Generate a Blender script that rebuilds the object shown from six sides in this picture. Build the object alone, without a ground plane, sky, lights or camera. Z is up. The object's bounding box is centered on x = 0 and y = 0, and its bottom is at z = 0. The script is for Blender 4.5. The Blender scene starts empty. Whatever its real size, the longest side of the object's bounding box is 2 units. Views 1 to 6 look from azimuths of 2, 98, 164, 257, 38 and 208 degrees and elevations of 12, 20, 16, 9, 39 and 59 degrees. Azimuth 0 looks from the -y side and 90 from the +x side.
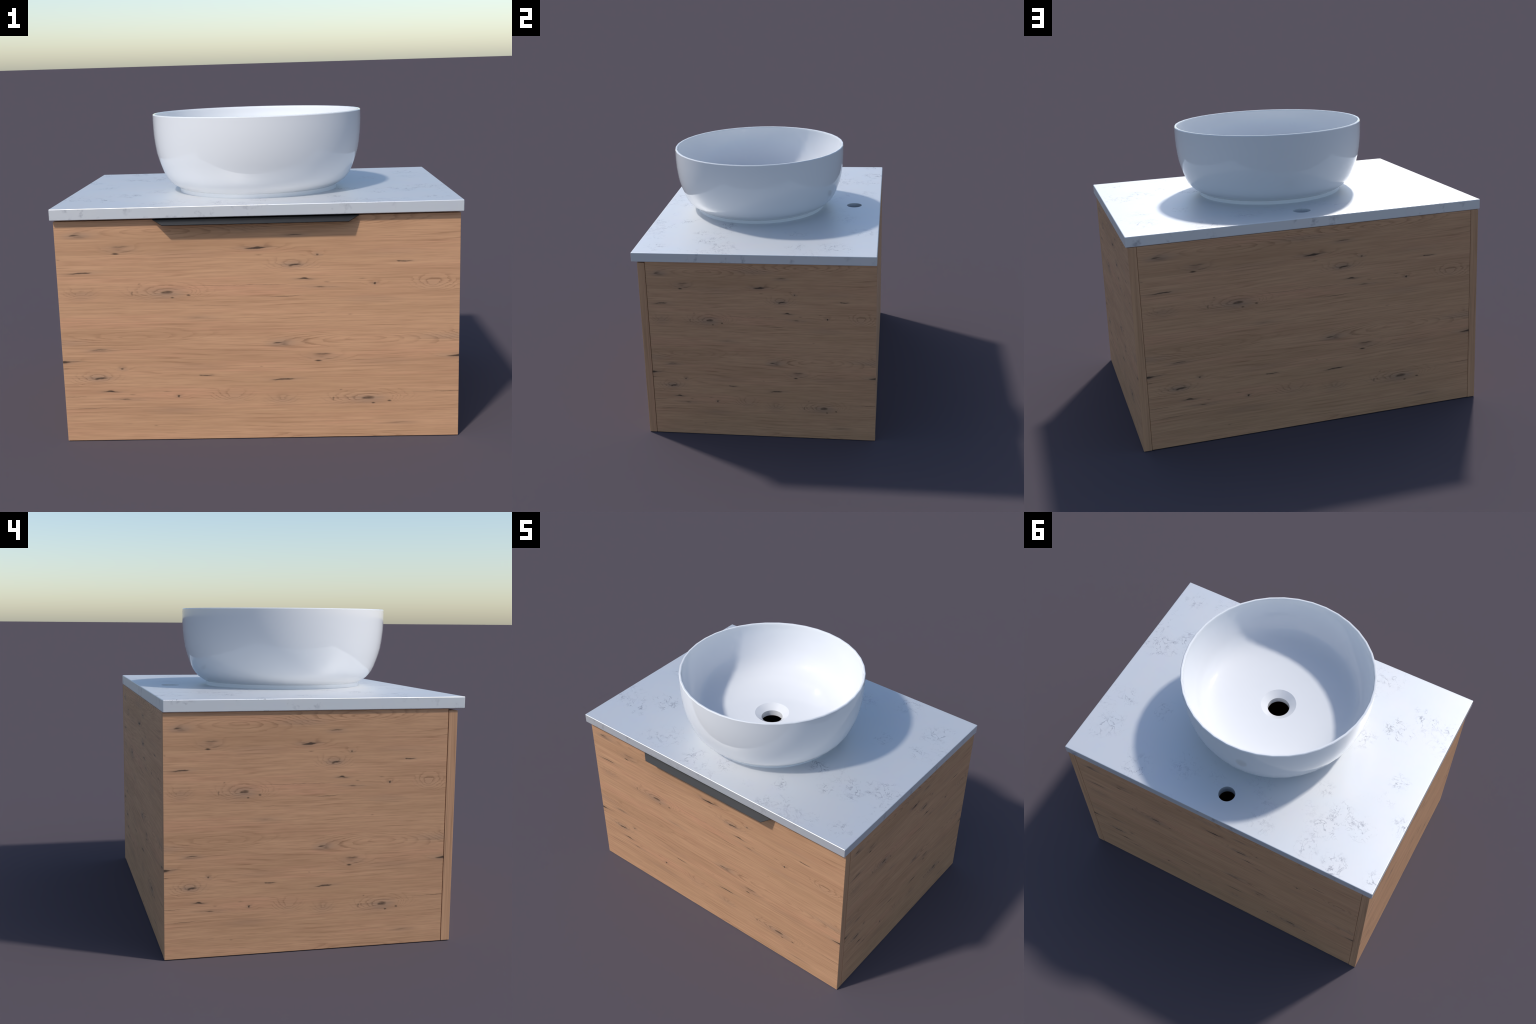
"""Bathroom vanity: knotty-oak drawer cabinet, white veined stone countertop,
round white vessel basin, dark bent-plate edge pull."""
import bpy
import bmesh
import math
from mathutils import Vector

# ------------------------------------------------------------------ sizes (m)
CAB_HALF = 0.990            # half width of the cabinet
FRONT_Y, BACK_Y = -0.674, 0.7355
BOARD = 0.0445              # thickness of the wooden boards
FRONT_TOP = 1.135           # top of the drawer front
SIDE_TOP = 1.1435           # top of sides and back
SLAB_BOTTOM, SLAB_TOP = 1.1445, 1.2015
SLAB_FRONT, SLAB_BACK = -0.7058, 0.7365
BASIN = Vector((0.0, -0.064))
BASIN_SEGMENTS, BASIN_TURN = 40, math.radians(6.7)
TAP_HOLE = (0.0, 0.5645, 0.049)

WOOD_W, WOOD_H = 1.98, 1.135        # size of the printed oak decor sheet
ROW_Z, ROW_H, ROW_SHIFT, ROW_W = 0.62, 0.5645, 0.987, 1.975


# ------------------------------------------------------------- node shorthand
class Nodes:
    """Small helper to write node trees as expressions."""

    def __init__(self, tree):
        self.t = tree

    def new(self, kind, **props):
        n = self.t.nodes.new(kind)
        for k, v in props.items():
            setattr(n, k, v)
        return n

    def put(self, socket, value):
        if isinstance(value, bpy.types.NodeSocket):
            self.t.links.new(value, socket)
        elif value is not None:
            socket.default_value = value

    def math(self, op, a, b=None, c=None, clamp=False):
        n = self.new("ShaderNodeMath", operation=op, use_clamp=clamp)
        for i, x in enumerate((a, b, c)):
            if x is not None:
                self.put(n.inputs[i], x)
        return n.outputs[0]

    def vmath(self, op, a, b=None):
        n = self.new("ShaderNodeVectorMath", operation=op)
        self.put(n.inputs[0], a)
        if b is not None:
            self.put(n.inputs[1], b)
        return n.outputs["Value"] if op in ("LENGTH", "DOT_PRODUCT", "DISTANCE") else n.outputs[0]

    def ramp(self, x, lo, hi, to_lo=0.0, to_hi=1.0, kind="SMOOTHSTEP"):
        n = self.new("ShaderNodeMapRange", interpolation_type=kind)
        for i, v in enumerate((x, lo, hi, to_lo, to_hi)):
            self.put(n.inputs[i], v)
        return n.outputs[0]

    def combine(self, x, y, z):
        n = self.new("ShaderNodeCombineXYZ")
        for i, v in enumerate((x, y, z)):
            self.put(n.inputs[i], v)
        return n.outputs[0]

    def split(self, v):
        n = self.new("ShaderNodeSeparateXYZ")
        self.put(n.inputs[0], v)
        return n.outputs

    def noise(self, vec, scale, detail=2.0, rough=0.5, distortion=0.0, colour=False):
        n = self.new("ShaderNodeTexNoise")
        self.put(n.inputs["Vector"], vec)
        n.inputs["Scale"].default_value = scale
        n.inputs["Detail"].default_value = detail
        n.inputs["Roughness"].default_value = rough
        n.inputs["Distortion"].default_value = distortion
        return n.outputs["Color" if colour else "Fac"]

    def mix(self, fac, a, b, blend="MIX"):
        n = self.new("ShaderNodeMix", data_type="RGBA", blend_type=blend)
        self.put(n.inputs[0], fac)
        self.put(n.inputs[6], a)
        self.put(n.inputs[7], b)
        return n.outputs[2]

    def add_all(self, values):
        total = values[0]
        for v in values[1:]:
            total = self.math("ADD", total, v)
        return total

    def spot(self, point, u, v, a, b, strength=1.0, kind="SMOOTHSTEP"):
        """Soft ellipse: strength at (u, v), zero outside half axes a, b."""
        d = self.vmath("SUBTRACT", point, (u, v, 0.0))
        d = self.vmath("MULTIPLY", d, (1.0 / a, 1.0 / b, 0.0))
        return self.ramp(self.vmath("LENGTH", d), 0.0, 1.0, strength, 0.0, kind)


def srgb(r, g, b):
    def lin(c):
        c /= 255.0
        return c / 12.92 if c <= 0.04045 else ((c + 0.055) / 1.055) ** 2.4
    return (lin(r), lin(g), lin(b), 1.0)


def new_material(name):
    m = bpy.data.materials.new(name)
    m.use_nodes = True
    m.node_tree.nodes.clear()
    n = Nodes(m.node_tree)
    bsdf = n.new("ShaderNodeBsdfPrincipled")
    out = n.new("ShaderNodeOutputMaterial")
    m.node_tree.links.new(bsdf.outputs[0], out.inputs[0])
    return m, n, bsdf


# --------------------------------------------------------------------- oak
# dark bark pockets and cracks: (along grain, height, half length, half width, strength)
CRACKS = [
    (0.098, 1.0655, 0.040, 0.0055, 0.85), (0.125, 1.056, 0.050, 0.0070, 0.25),
    (0.322, 1.0035, 0.075, 0.0075, 0.50), (0.297, 0.970, 0.032, 0.0065, 0.95),
    (0.345, 0.978, 0.045, 0.0035, 0.45), (0.013, 0.943, 0.016, 0.0050, 0.35),
    (0.112, 0.874, 0.088, 0.0060, 0.75), (0.150, 0.8755, 0.040, 0.0055, 0.40),
    (0.547, 0.771, 0.042, 0.0130, 0.70), (0.520, 0.769, 0.020, 0.0070, 0.50),
    (0.568, 0.741, 0.016, 0.0070, 0.75), (0.649, 0.752, 0.018, 0.0070, 0.65),
    (0.369, 0.770, 0.010, 0.0200, 0.45), (0.406, 0.817, 0.014, 0.0060, 0.40),
    (0.954, 0.799, 0.420, 0.0032, 0.40), (0.694, 0.640, 0.090, 0.0060, 0.25),
    (0.984, 0.983, 0.070, 0.0085, 1.15), (1.000, 0.9865, 0.030, 0.0090, 0.45),
    (1.060, 0.985, 0.110, 0.0040, 0.35), (1.000, 0.947, 0.030, 0.0045, 0.40),
    (1.174, 1.045, 0.080, 0.0050, 0.65), (1.288, 0.944, 0.013, 0.0085, 0.65),
    (1.178, 0.897, 0.048, 0.0065, 0.85), (1.155, 0.892, 0.020, 0.0080, 0.55),
    (1.222, 0.8265, 0.027, 0.0070, 0.95), (1.222, 0.823, 0.080, 0.0045, 0.60),
    (1.332, 0.809, 0.026, 0.0060, 0.35), (1.712, 0.903, 0.056, 0.0042, 0.80),
    (1.680, 0.902, 0.014, 0.0060, 0.40), (1.565, 0.795, 0.0100, 0.0095, 1.05),
    (1.508, 0.819, 0.035, 0.0060, 0.30), (1.296, 0.782, 0.045, 0.0050, 0.40),
    (1.320, 0.784, 0.260, 0.0030, 0.30), (1.120, 0.739, 0.210, 0.0035, 0.45),
    (1.302, 0.653, 0.045, 0.0060, 0.20), (1.444, 0.641, 0.022, 0.0045, 0.35),
    (1.600, 0.700, 0.150, 0.0040, 0.20), (0.750, 0.700, 0.260, 0.0035, 0.25),
]
# grey-brown halos around the pockets
HALOS = [
    (0.105, 1.063, 0.110, 0.026, 1.05), (0.150, 1.070, 0.145, 0.042, 0.45),
    (0.320, 0.990, 0.140, 0.036, 0.60), (0.620, 0.960, 0.300, 0.035, 0.30),
    (0.130, 0.875, 0.170, 0.018, 0.60), (0.550, 0.766, 0.130, 0.040, 0.85),
    (0.480, 0.765, 0.240, 0.060, 0.45), (0.120, 0.765, 0.118, 0.050, 0.45),
    (0.980, 0.984, 0.150, 0.022, 1.00), (1.165, 0.897, 0.090, 0.028, 0.95),
    (1.165, 0.897, 0.180, 0.040, 0.40), (1.288, 0.944, 0.040, 0.020, 0.75),
    (1.222, 0.824, 0.110, 0.014, 0.65), (1.565, 0.795, 0.035, 0.016, 0.75),
    (1.840, 0.787, 0.132, 0.050, 0.30), (0.950, 1.085, 0.280, 0.030, 0.75),
    (1.300, 0.784, 0.200, 0.016, 0.50), (1.712, 0.903, 0.090, 0.012, 0.50),
    (1.174, 1.043, 0.130, 0.020, 0.75), (0.700, 0.640, 0.160, 0.022, 0.45),
    (1.550, 0.720, 0.240, 0.030, 0.40), (1.640, 0.950, 0.260, 0.030, 0.30),
]
# knots and flame figures that push the growth rings aside: (..., ring count)
SWIRLS = [
    (0.545, 0.768, 0.260, 0.062, 6.5), (1.160, 0.897, 0.150, 0.050, 4.5),
    (1.848, 0.787, 0.126, 0.055, 4.0), (0.112, 0.770, 0.110, 0.050, 3.2),
    (1.350, 1.105, 0.520, 0.058, 6.0), (0.510, 1.085, 0.500, 0.055, -5.5),
    (0.984, 0.983, 0.200, 0.040, 2.2), (0.310, 0.985, 0.180, 0.045, 2.6),
    (1.288, 0.944, 0.070, 0.028, 1.6), (1.565, 0.795, 0.070, 0.026, 1.4),
    (0.650, 0.765, 0.070, 0.035, 2.0),
]


def oak_group():
    g = bpy.data.node_groups.new("knotty_oak", "ShaderNodeTree")
    g.interface.new_socket("Vector", in_out="INPUT", socket_type="NodeSocketVector")
    g.interface.new_socket("Color", in_out="OUTPUT", socket_type="NodeSocketColor")
    g.interface.new_socket("Height", in_out="OUTPUT", socket_type="NodeSocketFloat")
    n = Nodes(g)
    gi, go = n.new("NodeGroupInput"), n.new("NodeGroupOutput")
    vec = gi.outputs[0]
    x, depth, z = n.split(vec)

    # decor sheet repeats in rows, each shifted by half a sheet
    row = n.math("FLOOR", n.math("DIVIDE", n.math("SUBTRACT", z, ROW_Z), ROW_H))
    v = n.math("SUBTRACT", z, n.math("MULTIPLY", row, ROW_H))
    u = n.math("WRAP", n.math("MULTIPLY_ADD", row, ROW_SHIFT, x), ROW_W, 0.0)
    flat = n.combine(u, v, 0.0)

    # wobble so that cracks have ragged outlines
    w = n.noise(n.vmath("MULTIPLY", flat, (22.0, 70.0, 1.0)), 1.0, 3.0, 0.6, colour=True)
    w = n.vmath("MULTIPLY", n.vmath("SUBTRACT", w, (0.5, 0.5, 0.5)), (0.020, 0.0075, 0.0))
    w2 = n.noise(n.vmath("MULTIPLY", flat, (7.0, 9.0, 1.0)), 1.0, 1.0, 0.5)
    w2 = n.combine(0.0, n.math("MULTIPLY", n.math("SUBTRACT", w2, 0.5), 0.012), 0.0)
    ragged = n.vmath("ADD", n.vmath("ADD", flat, w), w2)

    crack = n.add_all([n.spot(ragged, *c) for c in CRACKS])
    halo = n.add_all([n.spot(ragged, *c) for c in HALOS])
    swirl = n.add_all([n.spot(n.vmath("ADD", flat, n.vmath("MULTIPLY", w, (2.0, 0.6, 0.0))), *c, kind="LINEAR")
                       for c in SWIRLS])

    # straight grain: everything is stretched along the board
    base = n.combine(x, n.math("MULTIPLY", depth, 1.0), z)
    fibre = n.noise(n.vmath("MULTIPLY", base, (4.5, 30.0, 170.0)), 1.0, 3.0, 0.68)
    streak = n.noise(n.vmath("MULTIPLY", base, (1.3, 10.0, 85.0)), 1.0, 3.0, 0.62)
    band = n.noise(n.vmath("MULTIPLY", base, (0.55, 3.0, 8.5)), 1.0, 2.0, 0.5)
    hue = n.noise(n.vmath("MULTIPLY", n.vmath("ADD", base, (4.3, 0.0, 2.7)), (0.9, 3.0, 14.0)), 1.0, 3.0, 0.6)
    warp = n.noise(n.vmath("MULTIPLY", n.vmath("ADD", base, (1.7, 0.0, 5.1)), (0.85, 3.0, 4.0)), 1.0, 2.0, 0.45)

    # growth rings
    phase = n.math("MULTIPLY", z, 46.0)
    phase = n.math("ADD", phase, n.math("MULTIPLY", warp, 6.0))
    phase = n.math("ADD", phase, swirl)
    phase = n.math("ADD", phase, n.math("MULTIPLY", streak, 0.9))
    ring = n.math("FRACT", phase)
    ring = n.math("MULTIPLY", n.ramp(ring, 0.50, 0.92), n.ramp(ring, 1.0, 0.92))
    patch = n.noise(n.vmath("MULTIPLY", n.vmath("ADD", base, (9.1, 0.0, 0.4)), (2.2, 3.0, 11.0)), 1.0, 2.0, 0.5)
    seen = n.math("ADD", n.ramp(patch, 0.46, 0.72, 0.05, 0.80), n.math("MULTIPLY", halo, 0.75))
    figure = n.math("MINIMUM", n.math("MULTIPLY", n.math("ABSOLUTE", swirl), 0.15), 0.42)
    ring = n.math("MULTIPLY", ring, n.math("ADD", seen, figure))

    ring = n.math("MULTIPLY", ring, n.ramp(fibre, 0.30, 0.70, 1.25, 0.55))
    col = n.mix(n.ramp(hue, 0.46, 0.74, 0.0, 0.85), OAK["tan"], OAK["pink"])
    col = n.mix(n.ramp(band, 0.42, 0.66, 0.0, 0.70), col, OAK["olive"])
    broad = n.noise(n.vmath("MULTIPLY", n.vmath("ADD", base, (2.4, 0.0, 8.3)), (0.8, 3.0, 12.0)), 1.0, 3.0, 0.6)
    col = n.mix(n.ramp(broad, 0.50, 0.72, 0.0, 0.42), col, OAK["deep"])      # broad darker bands
    col = n.mix(n.ramp(streak, 0.34, 0.60, 0.34, 0.0), col, OAK["deep"])     # darker streaks
    col = n.mix(n.ramp(streak, 0.58, 0.80, 0.0, 0.30), col, OAK["light"])
    col = n.mix(n.ramp(fibre, 0.32, 0.58, 0.55, 0.0), col, OAK["deep"])
    col = n.mix(n.ramp(fibre, 0.56, 0.76, 0.0, 0.22), col, OAK["light"])
    col = n.mix(n.math("MULTIPLY", ring, 0.66, clamp=True), col, OAK["ring"])
    grey = n.math("MULTIPLY", halo, n.ramp(streak, 0.3, 0.7, 1.0, 0.55), clamp=True)
    col = n.mix(n.math("MULTIPLY", grey, 0.60), col, OAK["grey"])
    dark = n.math("MULTIPLY", crack, n.ramp(fibre, 0.25, 0.65, 1.45, 0.85), clamp=True)
    col = n.mix(n.ramp(dark, 0.0, 0.60, 0.0, 0.78), col, OAK["bark"])
    dark = n.ramp(dark, 0.30, 1.05)
    col = n.mix(n.math("MULTIPLY", dark, 0.80), col, OAK["crack"])

    height = n.math("SUBTRACT", n.math("MULTIPLY", fibre, 0.4), dark)
    g.links.new(col, go.inputs["Color"])
    g.links.new(height, go.inputs["Height"])
    return g


OAK = {
    "tan": srgb(203, 156, 119), "pink": srgb(208, 152, 119), "olive": srgb(192, 148, 111),
    "light": srgb(213, 168, 131), "deep": srgb(172, 128, 95), "ring": srgb(145, 104, 74),
    "grey": srgb(155, 127, 106), "bark": srgb(108, 81, 61), "crack": srgb(60, 46, 37),
}


def oak_material(name, group, scale, offset, turned=False):
    """Oak mapped so that one decor sheet covers the board's outer face."""
    m, n, bsdf = new_material(name)
    coord = n.new("ShaderNodeTexCoord").outputs["Object"]
    if turned:                                  # edge banding: grain runs upright
        x, y, z = n.split(coord)
        coord = n.combine(z, x, y)
    vec = n.vmath("ADD", n.vmath("MULTIPLY", coord, scale), offset)
    g = n.new("ShaderNodeGroup", node_tree=group)
    n.put(g.inputs[0], vec)
    n.put(bsdf.inputs["Base Color"], g.outputs["Color"])
    bsdf.inputs["Roughness"].default_value = 0.62
    bsdf.inputs["Specular IOR Level"].default_value = 0.35
    bump = n.new("ShaderNodeBump")
    bump.inputs["Strength"].default_value = 0.12
    bump.inputs["Distance"].default_value = 0.001
    n.put(bump.inputs["Height"], g.outputs["Height"])
    n.put(bsdf.inputs["Normal"], bump.outputs[0])
    return m


# --------------------------------------------------------------------- stone
# clusters of hair veins on the countertop: (x, y, radius, strength)
VEIN_CLUSTERS = [
    (0.875, -0.580, 0.085, 0.8), (0.715, -0.620, 0.075, 0.8), (0.960, -0.310, 0.085, 0.9),
    (0.930, -0.160, 0.115, 1.3), (0.845, -0.185, 0.100, 1.1), (0.745, -0.270, 0.120, 1.1),
    (0.624, -0.362, 0.070, 0.9), (0.850, 0.262, 0.080, 0.8), (0.850, 0.465, 0.130, 0.8),
    (0.890, 0.530, 0.100, 0.6), (0.620, 0.236, 0.090, 0.7), (0.462, -0.210, 0.090, 1.3),
    (0.384, -0.478, 0.070, 0.9), (0.490, -0.592, 0.080, 0.7), (0.419, -0.672, 0.075, 0.9),
    (0.046, -0.546, 0.080, 0.9), (-0.184, -0.577, 0.085, 1.0), (-0.180, -0.654, 0.070, 0.9),
    (-0.420, -0.554, 0.150, 0.6), (-0.667, -0.300, 0.100, 1.4), (-0.720, -0.280, 0.090, 1.1),
    (-0.775, -0.470, 0.075, 0.9), (-0.840, -0.430, 0.090, 1.0), (-0.965, -0.435, 0.085, 0.9),
    (-0.947, -0.288, 0.085, 0.7), (-0.770, 0.414, 0.110, 1.3), (-0.590, 0.495, 0.100, 0.8),
    (-0.647, 0.342, 0.090, 0.7), (-0.975, 0.284, 0.090, 1.1), (-0.842, 0.032, 0.080, 1.0),
    (-0.743, 0.670, 0.100, 1.4), (-0.560, 0.655, 0.090, 0.9), (-0.970, 0.659, 0.090, 1.0),
    (-0.474, 0.266, 0.070, 0.7), (-0.525, -0.152, 0.100, 0.8), (-0.507, -0.620, 0.120, 0.5),
    (0.300, 0.520, 0.130, 0.5), (-0.250, 0.640, 0.120, 0.5), (0.540, 0.640, 0.110, 0.5),
]


def stone_material(name, edge=False):
    m, n, bsdf = new_material(name)
    coord = n.new("ShaderNodeTexCoord").outputs["Object"]
    wob = n.noise(coord, 9.0, 3.0, 0.6, colour=True)
    wob = n.vmath("MULTIPLY", n.vmath("SUBTRACT", wob, (0.5, 0.5, 0.5)), (0.10, 0.10, 0.10))
    warped = n.vmath("ADD", coord, wob)
    spots = []
    x, y, z = n.split(warped)
    flat = n.combine(x, y, 0.0)
    for cx, cy, r, s in VEIN_CLUSTERS:
        d = n.vmath("MULTIPLY", n.vmath("SUBTRACT", flat, (cx, cy, 0.0)), (1.0 / r, 1.0 / r, 0.0))
        spots.append(n.ramp(n.vmath("LENGTH", d), 0.10, 1.0, s, 0.0))
    cluster = n.add_all(spots)
    general = n.ramp(n.noise(coord, 3.6, 2.0, 0.55), 0.54, 0.74, 0.0, 0.45)
    cover = n.math("ADD", cluster, general, clamp=True)

    def hair(scale, width, seed, rough=0.60):
        f = n.noise(n.vmath("ADD", coord, seed), scale, 4.0, rough, 0.6)
        f = n.math("ABSOLUTE", n.math("SUBTRACT", f, 0.5))
        return n.ramp(f, 0.0, width, 1.0, 0.0)

    line = n.math("MAXIMUM", hair(6.5, 0.014, (0.0, 3.0, 1.0)),
                  n.math("MULTIPLY", hair(13.0, 0.024, (5.0, 1.0, 7.0)), 0.85))
    broken = n.ramp(n.noise(coord, 26.0, 2.0, 0.6), 0.36, 0.60)
    vein = n.math("MULTIPLY", n.math("MULTIPLY", line, broken), cover)
    fleck = n.math("MULTIPLY", n.ramp(n.noise(coord, 55.0, 1.0, 0.5), 0.68, 0.78), cover)
    vein = n.math("MAXIMUM", vein, n.math("MULTIPLY", fleck, 0.6))
    smudge = n.math("MULTIPLY", n.ramp(n.noise(coord, 24.0, 4.0, 0.65), 0.48, 0.78), cover)

    tone = n.noise(coord, 5.0, 3.0, 0.5)
    col = n.mix(n.ramp(tone, 0.35, 0.65), STONE["cool"], STONE["warm"])
    col = n.mix(n.ramp(n.noise(coord, 7.0, 2.0, 0.5), 0.55, 0.72, 0.0, 0.22), col, STONE["violet"])
    if edge:
        blotch = n.ramp(n.noise(coord, 17.0, 3.0, 0.6), 0.54, 0.78)
        blotch = n.math("MULTIPLY", blotch, n.ramp(n.noise(coord, 5.0, 1.0), 0.42, 0.60))
        col = n.mix(n.math("MULTIPLY", blotch, 0.62), col, STONE["vein"])
    else:
        col = n.mix(n.math("MULTIPLY", smudge, 0.13), col, STONE["vein"])
        col = n.mix(n.math("MULTIPLY", vein, 0.62), col, STONE["vein"])
    n.put(bsdf.inputs["Base Color"], col)
    bsdf.inputs["Metallic"].default_value = 0.57          # pearly polish of the quartz
    bsdf.inputs["Roughness"].default_value = 0.48
    return m


STONE = {
    "cool": srgb(224, 226, 228), "warm": srgb(226, 226, 227), "violet": srgb(222, 221, 230),
    "vein": srgb(112, 112, 128),
}


def ceramic_material():
    m, n, bsdf = new_material("white_ceramic")
    coord = n.new("ShaderNodeTexCoord").outputs["Object"]
    f = n.noise(coord, 2.0, 2.0, 0.5)
    n.put(bsdf.inputs["Base Color"], n.mix(f, srgb(228, 229, 230), srgb(231, 231, 232)))
    bsdf.inputs["Roughness"].default_value = 0.07
    return m


def handle_material():
    m, n, bsdf = new_material("anthracite_metal")
    coord = n.new("ShaderNodeTexCoord").outputs["Object"]
    f = n.noise(n.vmath("MULTIPLY", coord, (4.0, 90.0, 90.0)), 1.0, 3.0, 0.6)
    n.put(bsdf.inputs["Base Color"], n.mix(f, srgb(14, 15, 17), srgb(19, 20, 22)))
    n.put(bsdf.inputs["Roughness"], n.ramp(f, 0.3, 0.7, 0.48, 0.56))
    return m


# --------------------------------------------------------------------- meshes
def finish(bm, name, materials, parent=None):
    bmesh.ops.recalc_face_normals(bm, faces=bm.faces)
    me = bpy.data.meshes.new(name)
    bm.to_mesh(me)
    bm.free()
    for m in materials:
        me.materials.append(m)
    ob = bpy.data.objects.new(name, me)
    bpy.context.scene.collection.objects.link(ob)
    if parent is not None:
        ob.parent = parent
    return ob


def box(bm, lo, hi):
    vs = [bm.verts.new((x, y, z)) for x in (lo[0], hi[0]) for y in (lo[1], hi[1]) for z in (lo[2], hi[2])]
    for f in ((0, 1, 3, 2), (4, 6, 7, 5), (0, 4, 5, 1), (2, 3, 7, 6), (0, 2, 6, 4), (1, 5, 7, 3)):
        bm.faces.new([vs[i] for i in f])


def soften(ob, width, segments=2):
    """Small rounded edges with flat-looking faces."""
    for p in ob.data.polygons:
        p.use_smooth = True
    b = ob.modifiers.new("rounded_edges", "BEVEL")
    b.width, b.segments, b.limit_method, b.angle_limit = width, segments, "ANGLE", math.radians(25)
    w = ob.modifiers.new("flat_faces", "WEIGHTED_NORMAL")
    w.weight, w.keep_sharp = 100, True


def board(name, width, height, place, turn, materials, parent):
    """Upright board; local x runs left to right seen from outside, y inwards."""
    bm = bmesh.new()
    box(bm, (0, 0, 0), (width, BOARD, height))
    ob = finish(bm, name, materials, parent)
    for p in ob.data.polygons:
        p.material_index = 1 if abs(p.normal.x) > 0.5 else 0
    ob.location, ob.rotation_euler = place, (0, 0, turn)
    soften(ob, 0.0022)
    return ob


def catmull(points, steps):
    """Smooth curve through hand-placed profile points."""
    out = []
    for i in range(len(points) - 1):
        p0, p1 = Vector(points[max(i - 1, 0)]), Vector(points[i])
        p2, p3 = Vector(points[i + 1]), Vector(points[min(i + 2, len(points) - 1)])
        for k in range(steps):
            t = k / steps
            out.append(0.5 * (2 * p1 + (p2 - p0) * t + (2 * p0 - 5 * p1 + 4 * p2 - p3) * t * t
                              + (3 * p1 - p0 - 3 * p2 + p3) * t ** 3))
    out.append(Vector(points[-1]))
    return [(p.x, p.y) for p in out]


def revolve(name, profile, materials, parent, crease=35.0, closed=False):
    """Turn a (radius, z) profile round the basin axis."""
    bm = bmesh.new()
    rings = []
    for r, z in profile:
        rings.append([bm.verts.new((r * math.cos(BASIN_TURN + 2 * math.pi * i / BASIN_SEGMENTS),
                                    r * math.sin(BASIN_TURN + 2 * math.pi * i / BASIN_SEGMENTS), z))
                      for i in range(BASIN_SEGMENTS)])
    pairs = list(zip(rings, rings[1:])) + ([(rings[-1], rings[0])] if closed else [])
    for a, b in pairs:
        for i in range(BASIN_SEGMENTS):
            j = (i + 1) % BASIN_SEGMENTS
            bm.faces.new((a[i], a[j], b[j], b[i]))
    bmesh.ops.recalc_face_normals(bm, faces=bm.faces)
    for f in bm.faces:
        f.smooth = True
    for e in bm.edges:
        if len(e.link_faces) == 2 and e.calc_face_angle(0.0) > math.radians(crease):
            e.smooth = False
    ob = finish(bm, name, materials, parent)
    ob.location = (BASIN.x, BASIN.y, 0.0)
    return ob


def cut_holes(ob, holes):
    """Drill round holes with booleans, keep the result, drop the helpers."""
    for x, y, r, seg in holes:
        bm = bmesh.new()
        bmesh.ops.create_cone(bm, cap_ends=True, segments=seg, radius1=r, radius2=r, depth=0.4)
        cutter = finish(bm, "hole_cutter", [])
        cutter.location = (x, y, SLAB_TOP)
        b = ob.modifiers.new("hole", "BOOLEAN")
        b.object, b.operation, b.solver = cutter, "DIFFERENCE", "EXACT"
    bpy.context.view_layer.update()
    dg = bpy.context.evaluated_depsgraph_get()
    me = bpy.data.meshes.new_from_object(ob.evaluated_get(dg))
    ob.modifiers.clear()
    old, ob.data = ob.data, me
    bpy.data.meshes.remove(old)
    me.name = ob.name
    for o in [o for o in bpy.data.objects if o.name.startswith("hole_cutter")]:
        bpy.data.objects.remove(o)


def countertop(materials, parent):
    bm = bmesh.new()
    box(bm, (-1.0, SLAB_FRONT, SLAB_BOTTOM), (1.0, SLAB_BACK, SLAB_TOP))
    bmesh.ops.bevel(bm, geom=list(bm.edges), offset=0.0042, segments=2, profile=0.5, affect="EDGES")
    ob = finish(bm, "countertop", materials, parent)
    cut_holes(ob, [(*TAP_HOLE, 32), (BASIN.x, BASIN.y, 0.200, 32)])
    me = ob.data
    for p in me.polygons:
        p.use_smooth = True
        c = p.center
        inside = abs(c.x) < 0.9 and -0.6 < c.y < 0.7
        p.material_index = 1 if abs(p.normal.z) < 0.3 and not inside else 0
    bm = bmesh.new()
    bm.from_mesh(me)
    for e in bm.edges:
        if len(e.link_faces) == 2 and e.calc_face_angle(0.0) > math.radians(60):
            e.smooth = False
    bm.to_mesh(me)
    bm.free()
    w = ob.modifiers.new("flat_faces", "WEIGHTED_NORMAL")
    w.weight, w.keep_sharp = 100, True
    return ob


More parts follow.
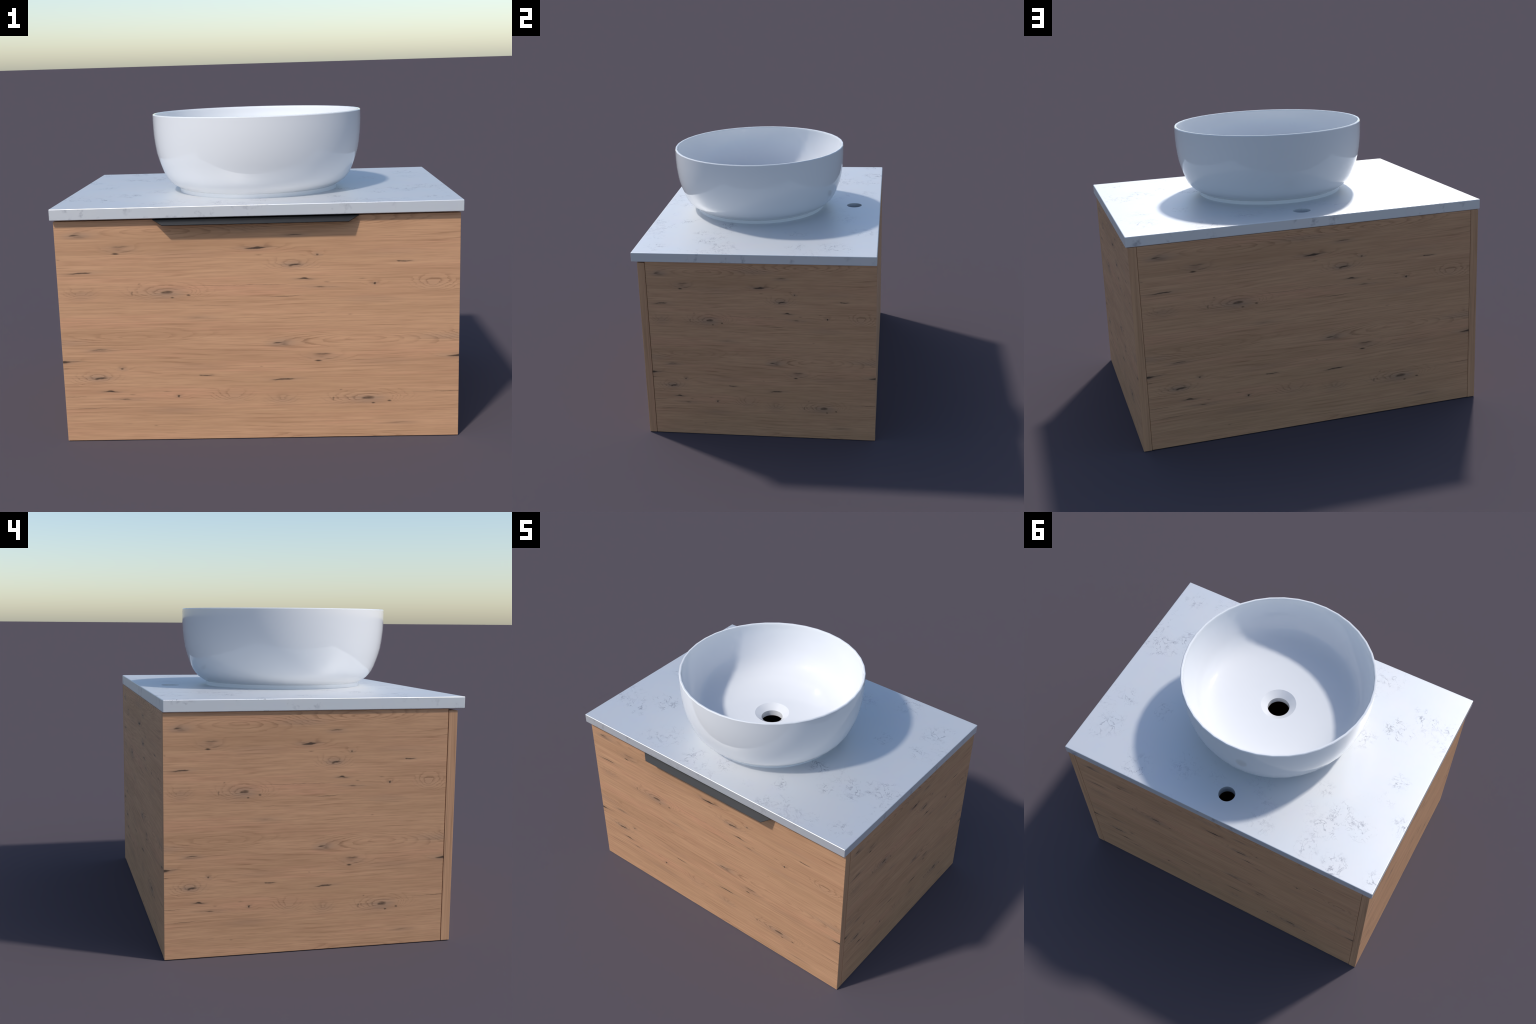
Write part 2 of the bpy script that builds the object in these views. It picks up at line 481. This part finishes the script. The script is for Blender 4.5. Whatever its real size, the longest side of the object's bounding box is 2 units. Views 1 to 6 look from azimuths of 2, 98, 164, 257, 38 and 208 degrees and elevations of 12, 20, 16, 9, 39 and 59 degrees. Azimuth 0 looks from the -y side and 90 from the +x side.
def edge_pull(material, parent):
    """Bent sheet-metal pull: flange on the drawer top, lip leaning down."""
    thick, slope = 0.0045, math.radians(27.1)
    ay, az = -0.7355, 1.1143                      # middle of the lip's free edge
    fz = 1.1378                                   # middle height of the flange
    by = ay + (fz - az) / math.tan(slope)         # where flange and lip would meet
    path = [(-0.634, fz), (by + 0.012, fz)]
    for k in range(1, 6):                         # rounded bend
        t = k / 6.0
        p0, p1 = Vector((by + 0.012, fz)), Vector((by, fz))
        p2 = Vector((by - 0.012 * math.cos(slope), fz - 0.012 * math.sin(slope)))
        p = p0 * (1 - t) ** 2 + p1 * 2 * t * (1 - t) + p2 * t * t
        path.append((p.x, p.y))
    path += [(by - 0.012 * math.cos(slope), fz - 0.012 * math.sin(slope)), (ay, az)]
    bm = bmesh.new()
    rows = []
    for i, (y, z) in enumerate(path):
        a, b = Vector(path[max(i - 1, 0)]), Vector(path[min(i + 1, len(path) - 1)])
        d = (b - a).normalized()
        nrm = Vector((d.y, -d.x))
        if nrm.y < 0:
            nrm = -nrm
        half = 0.500 if y > by else 0.500 - 0.051 * (by - y) / (by - ay)
        q0, q1 = Vector((y, z)) + nrm * thick / 2, Vector((y, z)) - nrm * thick / 2
        rows.append([bm.verts.new((sx * half, q.x, q.y)) for q in (q0, q1) for sx in (-1, 1)])
    for a, b in zip(rows, rows[1:]):
        bm.faces.new((a[0], a[1], b[1], b[0]))
        bm.faces.new((a[2], b[2], b[3], a[3]))
        bm.faces.new((a[0], b[0], b[2], a[2]))
        bm.faces.new((a[1], a[3], b[3], b[1]))
    bm.faces.new((rows[0][0], rows[0][2], rows[0][3], rows[0][1]))
    bm.faces.new((rows[-1][0], rows[-1][1], rows[-1][3], rows[-1][2]))
    ob = finish(bm, "handle", [material], parent)
    soften(ob, 0.0007, 1)
    ob.modifiers[0].angle_limit = math.radians(40)
    return ob


# --------------------------------------------------------------------- build
def build():
    vanity = bpy.data.objects.new("bathroom_vanity", None)
    vanity["label"] = "oak drawer vanity with white stone top and round basin"
    vanity["category"] = "bathroom vanity"
    bpy.context.scene.collection.objects.link(vanity)

    oak = oak_group()
    side_len = BACK_Y + 0.001 - (FRONT_Y + BOARD + 0.0025)
    back_len = 2 * (CAB_HALF - BOARD - 0.0012)
    edge = oak_material("oak_edge_banding", oak, (0.55, 1.0, 1.0), (0.4, 0.31, 0.665), turned=True)
    face_front = oak_material("oak_drawer_face", oak, (1.0, 1.0, 1.0), (0, 0, 0))
    face_side = oak_material("oak_side_face", oak, (WOOD_W / side_len, 1.0, WOOD_H / SIDE_TOP), (0, 0, 0))
    face_back = oak_material("oak_back_face", oak, (WOOD_W / back_len, 1.0, WOOD_H / SIDE_TOP), (0, 0, 0))

    front = board("drawer_front", 2 * CAB_HALF, FRONT_TOP, (-CAB_HALF, FRONT_Y, 0.0), 0.0,
                  [face_front, edge], vanity)
    board("side_panel", side_len, SIDE_TOP, (-CAB_HALF, BACK_Y + 0.001, 0.0), -math.pi / 2,
          [face_side, edge], vanity)
    board("side_panel", side_len, SIDE_TOP, (CAB_HALF, FRONT_Y + BOARD + 0.0025, 0.0), math.pi / 2,
          [face_side, edge], vanity)
    board("back_panel", back_len, SIDE_TOP - 0.0015, (back_len / 2, BACK_Y, 0.0015), math.pi,
          [face_back, edge], vanity)
    bm = bmesh.new()
    box(bm, (-CAB_HALF + BOARD + 0.001, FRONT_Y + BOARD + 0.003, 0.003),
        (CAB_HALF - BOARD - 0.001, BACK_Y - BOARD - 0.001, 0.003 + BOARD))
    finish(bm, "bottom_panel", [face_front], vanity)

    handle = edge_pull(handle_material(), front)
    handle.location = -Vector(front.location)     # modelled in world position

    countertop([stone_material("veined_stone"), stone_material("stone_cut_edge", True)], vanity)

    ceramic = ceramic_material()
    outer = catmull([(0.4265, 1.2212), (0.4680, 1.2490), (0.4975, 1.2850), (0.5200, 1.3380),
                     (0.5415, 1.4085), (0.5535, 1.5000), (0.5560, 1.5730)], 2)
    rim = [(0.5560, 1.6110), (0.5528, 1.6150), (0.5475, 1.6154), (0.5442, 1.6140)]
    inner = [(0.5430, 1.6110)] + catmull([(0.5428, 1.6020), (0.5415, 1.5600), (0.5290, 1.4900), (0.5060, 1.4200),
                     (0.4760, 1.3720), (0.4360, 1.3400), (0.3800, 1.3200), (0.3000, 1.3100),
                     (0.1050, 1.3020)], 2)
    drain = [(0.0650, 1.2710), (0.0650, 1.2340), (0.1000, 1.2270)]
    basin = revolve("washbasin", outer + rim + inner + drain, [ceramic], vanity, closed=True)
    foot = revolve("basin_foot", [(0.4262, 1.1990), (0.4262, 1.2222), (0.4000, 1.2222), (0.4000, 1.1990)],
                   [ceramic], basin, closed=True)
    foot.location = (0, 0, 0)


build()
